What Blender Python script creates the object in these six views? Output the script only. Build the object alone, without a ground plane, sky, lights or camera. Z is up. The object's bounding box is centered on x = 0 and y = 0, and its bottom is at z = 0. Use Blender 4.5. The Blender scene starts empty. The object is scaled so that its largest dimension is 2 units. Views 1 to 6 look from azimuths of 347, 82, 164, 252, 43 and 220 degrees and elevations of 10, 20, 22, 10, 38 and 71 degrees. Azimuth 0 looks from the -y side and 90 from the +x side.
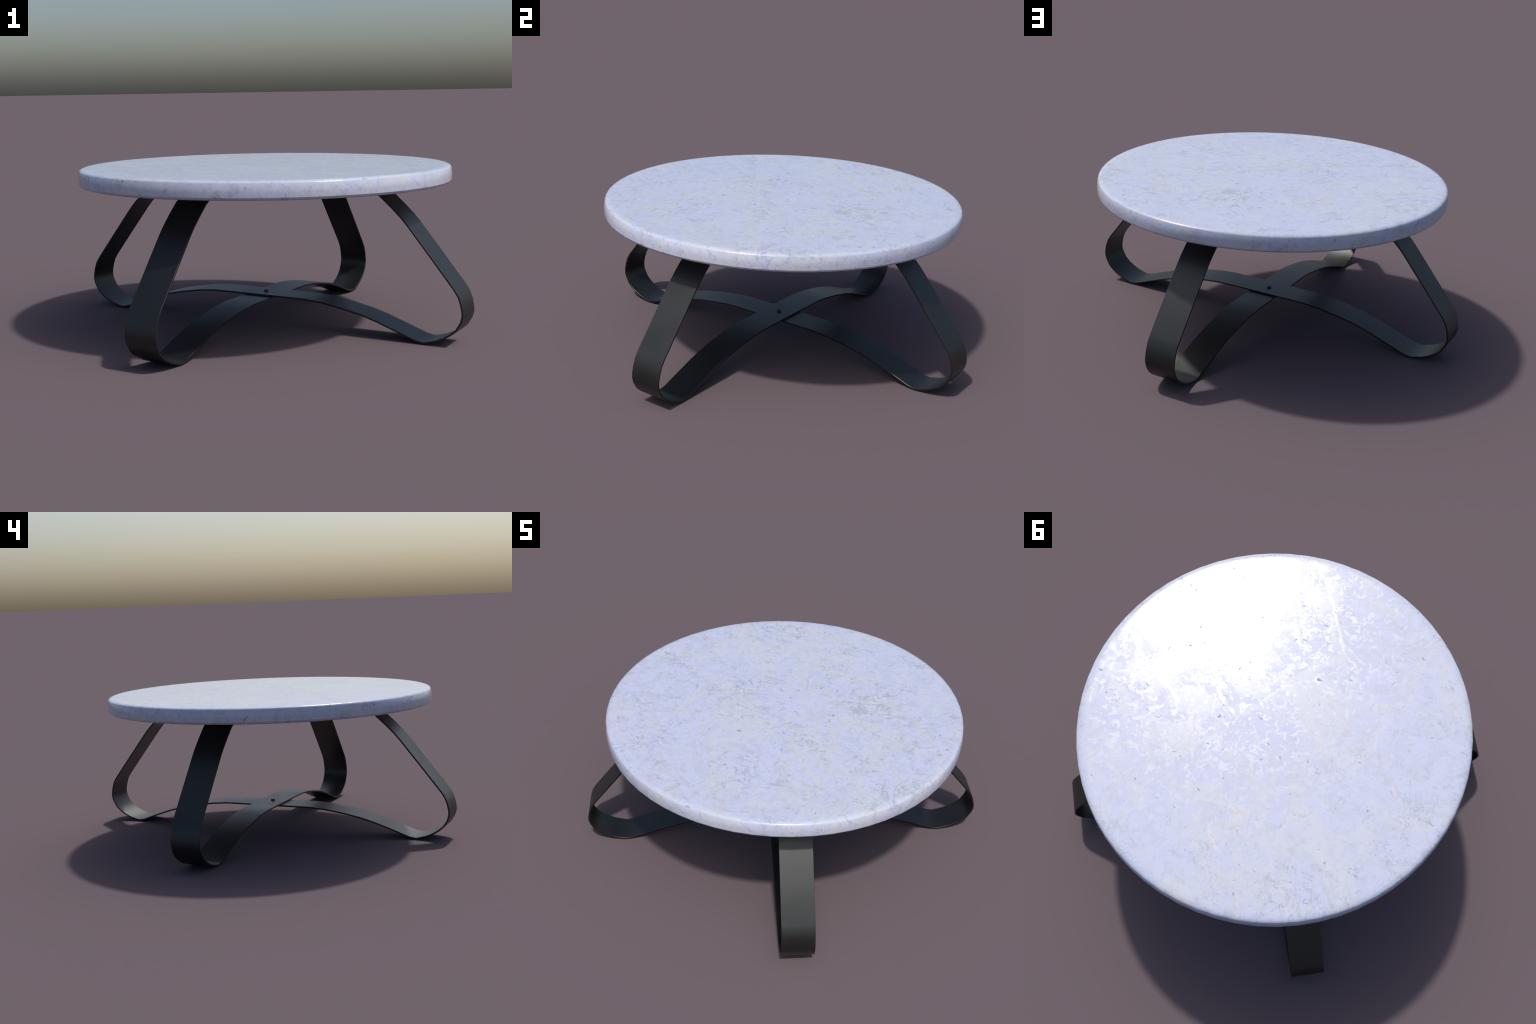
"""Round marble coffee table on two crossed bent steel straps."""
import math
import bpy
import bmesh
from mathutils import Vector

# ------------------------------------------------------------------ sizes
TOP_SEGMENTS = 64
STRAP_WIDTH = 0.175
STRAP_THICK = 0.0092
STRAP_AZIMUTH = 46.9            # degrees, 0 = -y, 90 = +x
# slab cross-section, (radius, height), from the rim of the flat face down
SLAB_RIM = [(0.9680, 0.8730), (0.9810, 0.8714), (0.9902, 0.8675), (0.9957, 0.8608),
            (1.0000, 0.8200), (0.9988, 0.7970), (0.9945, 0.7888), (0.9870, 0.7838), (0.9740, 0.7822)]
SLAB_CREASE = 0.7970            # height of the crisp line above the lower chamfer
# strap centre line of one leg, (distance from the table axis, height)
LEG_LINE = [(0.800, 0.0525), (0.913, 0.0115), (0.955, 0.0052), (1.017, 0.0220), (1.058, 0.0405),
            (1.092, 0.0620), (1.121, 0.0880), (1.1445, 0.1290), (1.1520, 0.1575),
            (1.1512, 0.1830), (1.1430, 0.2210), (1.1300, 0.2570), (1.1090, 0.2895),
            (0.9860, 0.4423), (0.8610, 0.5960), (0.8300, 0.6305), (0.7770, 0.6815),
            (0.7170, 0.7345), (0.6720, 0.7620), (0.6300, 0.7743), (0.5900, 0.7775), (0.4700, 0.7775)]
ARCH_UPPER = [(0.00, 0.1664), (0.10, 0.1664), (0.19, 0.1662), (0.285, 0.1655), (0.382, 0.1575), (0.500, 0.1385),
              (0.606, 0.1165), (0.700, 0.0885)]
ARCH_LOWER = [(0.00, 0.1570), (0.10, 0.1570), (0.19, 0.1568), (0.285, 0.1568), (0.385, 0.1490), (0.503, 0.1320),
              (0.610, 0.1105), (0.700, 0.0860)]


# ------------------------------------------------------------------ node helpers
class Graph:
    def __init__(self, name):
        self.mat = bpy.data.materials.new(name)
        self.mat.use_nodes = True
        self.tree = self.mat.node_tree
        self.tree.nodes.clear()
        out = self.node("ShaderNodeOutputMaterial")
        self.bsdf = self.node("ShaderNodeBsdfPrincipled")
        self.link(self.bsdf.outputs[0], out.inputs[0])
        self.coord = self.node("ShaderNodeTexCoord").outputs["Object"]

    def node(self, kind):
        return self.tree.nodes.new(kind)

    def link(self, a, b):
        self.tree.links.new(a, b)

    def put(self, socket, value):
        if isinstance(value, bpy.types.NodeSocket):
            self.link(value, socket)
        else:
            socket.default_value = value

    def shift(self, offset, scale=(1, 1, 1)):
        n = self.node("ShaderNodeMapping")
        self.link(self.coord, n.inputs["Vector"])
        n.inputs["Location"].default_value = offset
        n.inputs["Scale"].default_value = scale
        return n.outputs[0]

    def noise(self, scale, detail=4, rough=0.5, distort=0.0, offset=(0, 0, 0), stretch=(1, 1, 1)):
        n = self.node("ShaderNodeTexNoise")
        self.link(self.shift(offset, stretch), n.inputs["Vector"])
        n.inputs["Scale"].default_value = scale
        n.inputs["Detail"].default_value = detail
        n.inputs["Roughness"].default_value = rough
        n.inputs["Distortion"].default_value = distort
        return n.outputs["Fac"]

    def math(self, op, a, b=0.0, clamp=False):
        n = self.node("ShaderNodeMath")
        n.operation, n.use_clamp = op, clamp
        self.put(n.inputs[0], a)
        self.put(n.inputs[1], b)
        return n.outputs[0]

    def span(self, value, lo, hi, a=0.0, b=1.0):
        n = self.node("ShaderNodeMapRange")
        n.interpolation_type = "SMOOTHSTEP"
        self.put(n.inputs["Value"], value)
        for key, v in (("From Min", lo), ("From Max", hi), ("To Min", a), ("To Max", b)):
            n.inputs[key].default_value = v
        return n.outputs["Result"]

    def line(self, value, half, level=0.5):
        """1 on the iso-line of a noise, 0 away from it: a thin crack."""
        d = self.math("ABSOLUTE", self.math("SUBTRACT", value, level))
        return self.span(d, 0.0, half, 1.0, 0.0)

    def mix(self, fac, a, b):
        n = self.node("ShaderNodeMix")
        n.data_type = "RGBA"
        self.put(n.inputs["Factor"], fac)
        self.put(n.inputs["A"], a if isinstance(a, bpy.types.NodeSocket) else (*a, 1))
        self.put(n.inputs["B"], b if isinstance(b, bpy.types.NodeSocket) else (*b, 1))
        return n.outputs["Result"]

    def bump(self, height, strength, distance):
        n = self.node("ShaderNodeBump")
        n.inputs["Strength"].default_value = strength
        n.inputs["Distance"].default_value = distance
        self.link(height, n.inputs["Height"])
        return n.outputs[0]


def marble():
    g = Graph("white_marble")
    times = lambda a, b: g.math("MULTIPLY", a, b)
    most = lambda a, b: g.math("MAXIMUM", a, b)
    # cloudy grey patches over the blue-white ground
    cloud = g.noise(3.4, 10, 0.68, 1.0, (3.1, 7.7, 1.3))
    clouds = g.span(cloud, 0.47, 0.57)
    base = g.mix(clouds, (0.484, 0.519, 0.676), (0.503, 0.534, 0.628))
    swirl = g.line(g.noise(5.5, 7, 0.62, 1.6, (5.2, 0.4, 6.1)), 0.05)
    base = g.mix(times(swirl, 0.40), base, (0.420, 0.450, 0.530))
    # crisp crystalline mottle, a centimetre or two across
    grain = g.noise(25, 5, 0.66, 0.9, (9.2, 1.1, 4.0))
    mottle = g.span(grain, 0.535, 0.580)
    base = g.mix(times(mottle, 0.40), base, (0.425, 0.452, 0.535))
    # large soft grey stains
    stain = g.span(g.noise(5.5, 6, 0.62, 1.2, (1.7, 5.3, 8.8)), 0.645, 0.675)
    base = g.mix(times(stain, 0.50), base, (0.36, 0.385, 0.45))
    # grey veins that wander and branch, swelling and thinning
    swell = g.span(g.noise(3.2, 4, 0.6, 0.0, (2.0, 2.0, 7.0)), 0.40, 0.68)
    drift = g.line(g.noise(1.7, 5, 0.55, 0.5, (0.7, 9.9, 2.0)), 0.010)
    branch = g.line(g.noise(3.1, 5, 0.55, 0.6, (6.2, 1.9, 0.0)), 0.012, 0.52)
    grey = times(most(drift, branch), swell)
    base = g.mix(times(grey, 0.58), base, (0.29, 0.315, 0.385))
    # long broken cream veins, all running one way across the slab
    place = g.node("ShaderNodeVectorMath")
    place.operation = "DOT_PRODUCT"
    g.link(g.coord, place.inputs[0])
    place.inputs[1].default_value = (0.59, 0.81, 0.45)
    wobble = g.math("MULTIPLY", g.math("SUBTRACT", g.noise(2.6, 6, 0.60, 0.0, (12.3, 4.1, 0.0)), 0.5), 0.22)
    run = g.math("ADD", place.outputs["Value"], wobble)
    vein = most(most(g.line(run, 0.017, 0.82), g.line(run, 0.013, 0.60)),
                most(g.line(run, 0.017, 0.38), g.line(run, 0.014, -0.07)))
    vein = times(vein, g.span(g.noise(4.5, 4, 0.6, 0.0, (7.0, 1.0, 3.0)), 0.44, 0.58))
    base = g.mix(times(vein, 0.50), base, (0.540, 0.522, 0.530))
    cream = times(g.span(g.noise(6, 7, 0.68, 1.0, (2.0, 8.0, 6.0)), 0.575, 0.68), clouds)
    base = g.mix(times(cream, 0.62), base, (0.540, 0.515, 0.500))
    rust = g.span(g.noise(22, 4, 0.6, 0.8, (3.0, 3.0, 9.0)), 0.56, 0.66)
    rust = times(rust, most(vein, times(cream, 0.8)))
    base = g.mix(times(rust, 0.55), base, (0.42, 0.395, 0.335))
    # wiggly hairlines at two sizes, broken up and gathered in zones
    zone = g.span(g.noise(4.2, 5, 0.62, 0.4, (4.4, 2.2, 0.0)), 0.40, 0.56)
    part = g.span(g.noise(13, 3, 0.6, 0.0, (1.4, 7.2, 1.0)), 0.47, 0.56)
    hair = times(times(g.line(g.noise(7, 5, 0.62, 0.9, (8.1, 3.6, 2.0)), 0.016), zone), part)
    part2 = g.span(g.noise(22, 3, 0.6, 0.0, (6.5, 9.4, 0.0)), 0.50, 0.60)
    hair2 = times(times(g.line(g.noise(13, 4, 0.60, 0.8, (2.9, 0.6, 5.0)), 0.028, 0.49), part2), zone)
    hairs = most(hair, hair2)
    base = g.mix(times(hairs, 0.58), base, (0.20, 0.22, 0.275))
    # dark pits, drawn out a little along one direction
    fleck = g.span(g.noise(26, 3, 0.55, 0.7, (0.3, 6.1, 2.0), (1.0, 1.5, 1.0)), 0.662, 0.700)
    fleck = times(fleck, g.span(g.noise(4, 4, 0.6, 0.0, (5.0, 5.0, 0.0)), 0.40, 0.50))
    base = g.mix(times(fleck, 0.62), base, (0.17, 0.19, 0.235))
    g.put(g.bsdf.inputs["Base Color"], base)
    # polish: the blue ground is the glossiest, the veining scatters more
    busy = most(most(hairs, times(mottle, 0.52)), most(times(clouds, 0.16), times(stain, 0.5)))
    busy = most(busy, most(times(vein, 0.6), times(grey, 0.8)))
    rough = g.math("ADD", g.math("MULTIPLY", busy, 0.27), 0.125)
    rough = g.math("ADD", rough, times(fleck, 0.45))
    g.put(g.bsdf.inputs["Roughness"], rough)
    g.bsdf.inputs["IOR"].default_value = 1.5
    return g.mat


def blackened_steel():
    g = Graph("blackened_steel")
    smudge = g.noise(5, 6, 0.6, 0.3)
    grain = g.noise(60, 5, 0.6, 0.0, (1.0, 2.0, 3.0))
    tone = g.math("ADD", g.math("MULTIPLY", smudge, 0.6), g.math("MULTIPLY", grain, 0.4))
    g.put(g.bsdf.inputs["Base Color"], g.mix(g.span(tone, 0.35, 0.65), (0.0050, 0.0049, 0.0047), (0.0080, 0.0077, 0.0073)))
    g.put(g.bsdf.inputs["Roughness"], g.span(smudge, 0.3, 0.7, 0.37, 0.43))
    g.bsdf.inputs["IOR"].default_value = 1.56
    g.bsdf.inputs["Specular Tint"].default_value = (0.94, 1.0, 1.0, 1)
    return g.mat


def bolt_black():
    g = Graph("bolt_black")
    g.put(g.bsdf.inputs["Base Color"], g.mix(g.noise(80, 3), (0.012, 0.012, 0.013), (0.022, 0.022, 0.024)))
    g.bsdf.inputs["Roughness"].default_value = 0.5
    return g.mat


# ------------------------------------------------------------------ geometry
def finish(name, bm, material, parent, sharp_angle=35):
    bmesh.ops.recalc_face_normals(bm, faces=bm.faces)
    limit = math.radians(sharp_angle)
    for f in bm.faces:
        f.smooth = True
    for e in bm.edges:
        if len(e.link_faces) == 2 and e.calc_face_angle(0) > limit:
            e.smooth = False
    mesh = bpy.data.meshes.new(name)
    bm.to_mesh(mesh)
    bm.free()
    mesh.materials.append(material)
    obj = bpy.data.objects.new(name, mesh)
    bpy.context.scene.collection.objects.link(obj)
    obj.parent = parent
    return obj


def lathe(profile, segments, inner=()):
    """Solid of revolution about z; flat caps are kept flat by an inner ring."""
    bm = bmesh.new()
    rings = []
    for r, z in profile:
        rings.append([bm.verts.new((r * math.cos(2 * math.pi * k / segments),
                                    r * math.sin(2 * math.pi * k / segments), z)) for k in range(segments)])
    for a, b in zip(rings, rings[1:]):
        for k in range(segments):
            bm.faces.new((a[k], a[(k + 1) % segments], b[(k + 1) % segments], b[k]))
    bm.faces.new(rings[0])
    bm.faces.new(rings[-1])
    return bm


def tabletop(material, parent):
    (r0, z0), (r1, z1) = SLAB_RIM[0], SLAB_RIM[-1]
    profile = [(r0 - 0.02, z0)] + SLAB_RIM + [(r1 - 0.02, z1)]
    bm = lathe(profile, TOP_SEGMENTS)
    for e in bm.edges:
        if all(abs(v.co.z - SLAB_CREASE) < 1e-4 for v in e.verts):
            e.smooth = False
    return finish("tabletop", bm, material, parent)


def strap(arch, azimuth, material, parent):
    """One flat bar, bent along a mirrored centre line: flange, leg, foot, arch, foot, leg, flange."""
    half = arch + LEG_LINE
    line = [Vector((-r, z)) for r, z in reversed(half[1:])] + [Vector(p) for p in half]
    # offset points on both faces, mitred at each bend
    normals = []
    for i, p in enumerate(line):
        a = (p - line[i - 1]).normalized() if i else (line[1] - p).normalized()
        b = (line[i + 1] - p).normalized() if i + 1 < len(line) else a
        t = (a + b).normalized()
        n = Vector((-t.y, t.x))
        normals.append(n / max(0.5, n.dot(Vector((-a.y, a.x)))))
    az = math.radians(azimuth)
    along, across = Vector((math.sin(az), -math.cos(az), 0)), Vector((math.cos(az), math.sin(az), 0))
    # bar section with small eased edges: (across, through)
    w, t, c = STRAP_WIDTH / 2, STRAP_THICK / 2, 0.0011
    section = [(-w, -t + c), (-w, t - c), (-w + c, t), (w - c, t), (w, t - c), (w, -t + c), (w - c, -t), (-w + c, -t)]
    bm = bmesh.new()
    rings = []
    for p, n in zip(line, normals):
        ring = []
        for x, y in section:
            q = p + n * y
            ring.append(bm.verts.new(along * q.x + across * x + Vector((0, 0, q.y))))
        rings.append(ring)
    m = len(section)
    for a, b in zip(rings, rings[1:]):
        for k in range(m):
            bm.faces.new((a[k], a[(k + 1) % m], b[(k + 1) % m], b[k]))
    bm.faces.new(rings[0])
    bm.faces.new(rings[-1])
    return finish("leg_strap", bm, material, parent, 40)


def bolt(material, parent):
    z = ARCH_UPPER[0][1] + STRAP_THICK / 2 - 0.001
    profile = [(0.0100, z + 0.0095), (0.0122, z + 0.0088), (0.0130, z + 0.0072), (0.0130, z - 0.0200)]
    return finish("bolt", lathe(profile, 24), material, parent)


table = bpy.data.objects.new("coffee_table", None)
bpy.context.scene.collection.objects.link(table)
table["label"] = "round white marble coffee table on crossed bent dark steel straps"
table["category"] = "coffee table"

steel = blackened_steel()
tabletop(marble(), table)
strap(ARCH_UPPER, STRAP_AZIMUTH, steel, table)
strap(ARCH_LOWER, STRAP_AZIMUTH + 90, steel, table)
bolt(bolt_black(), table)
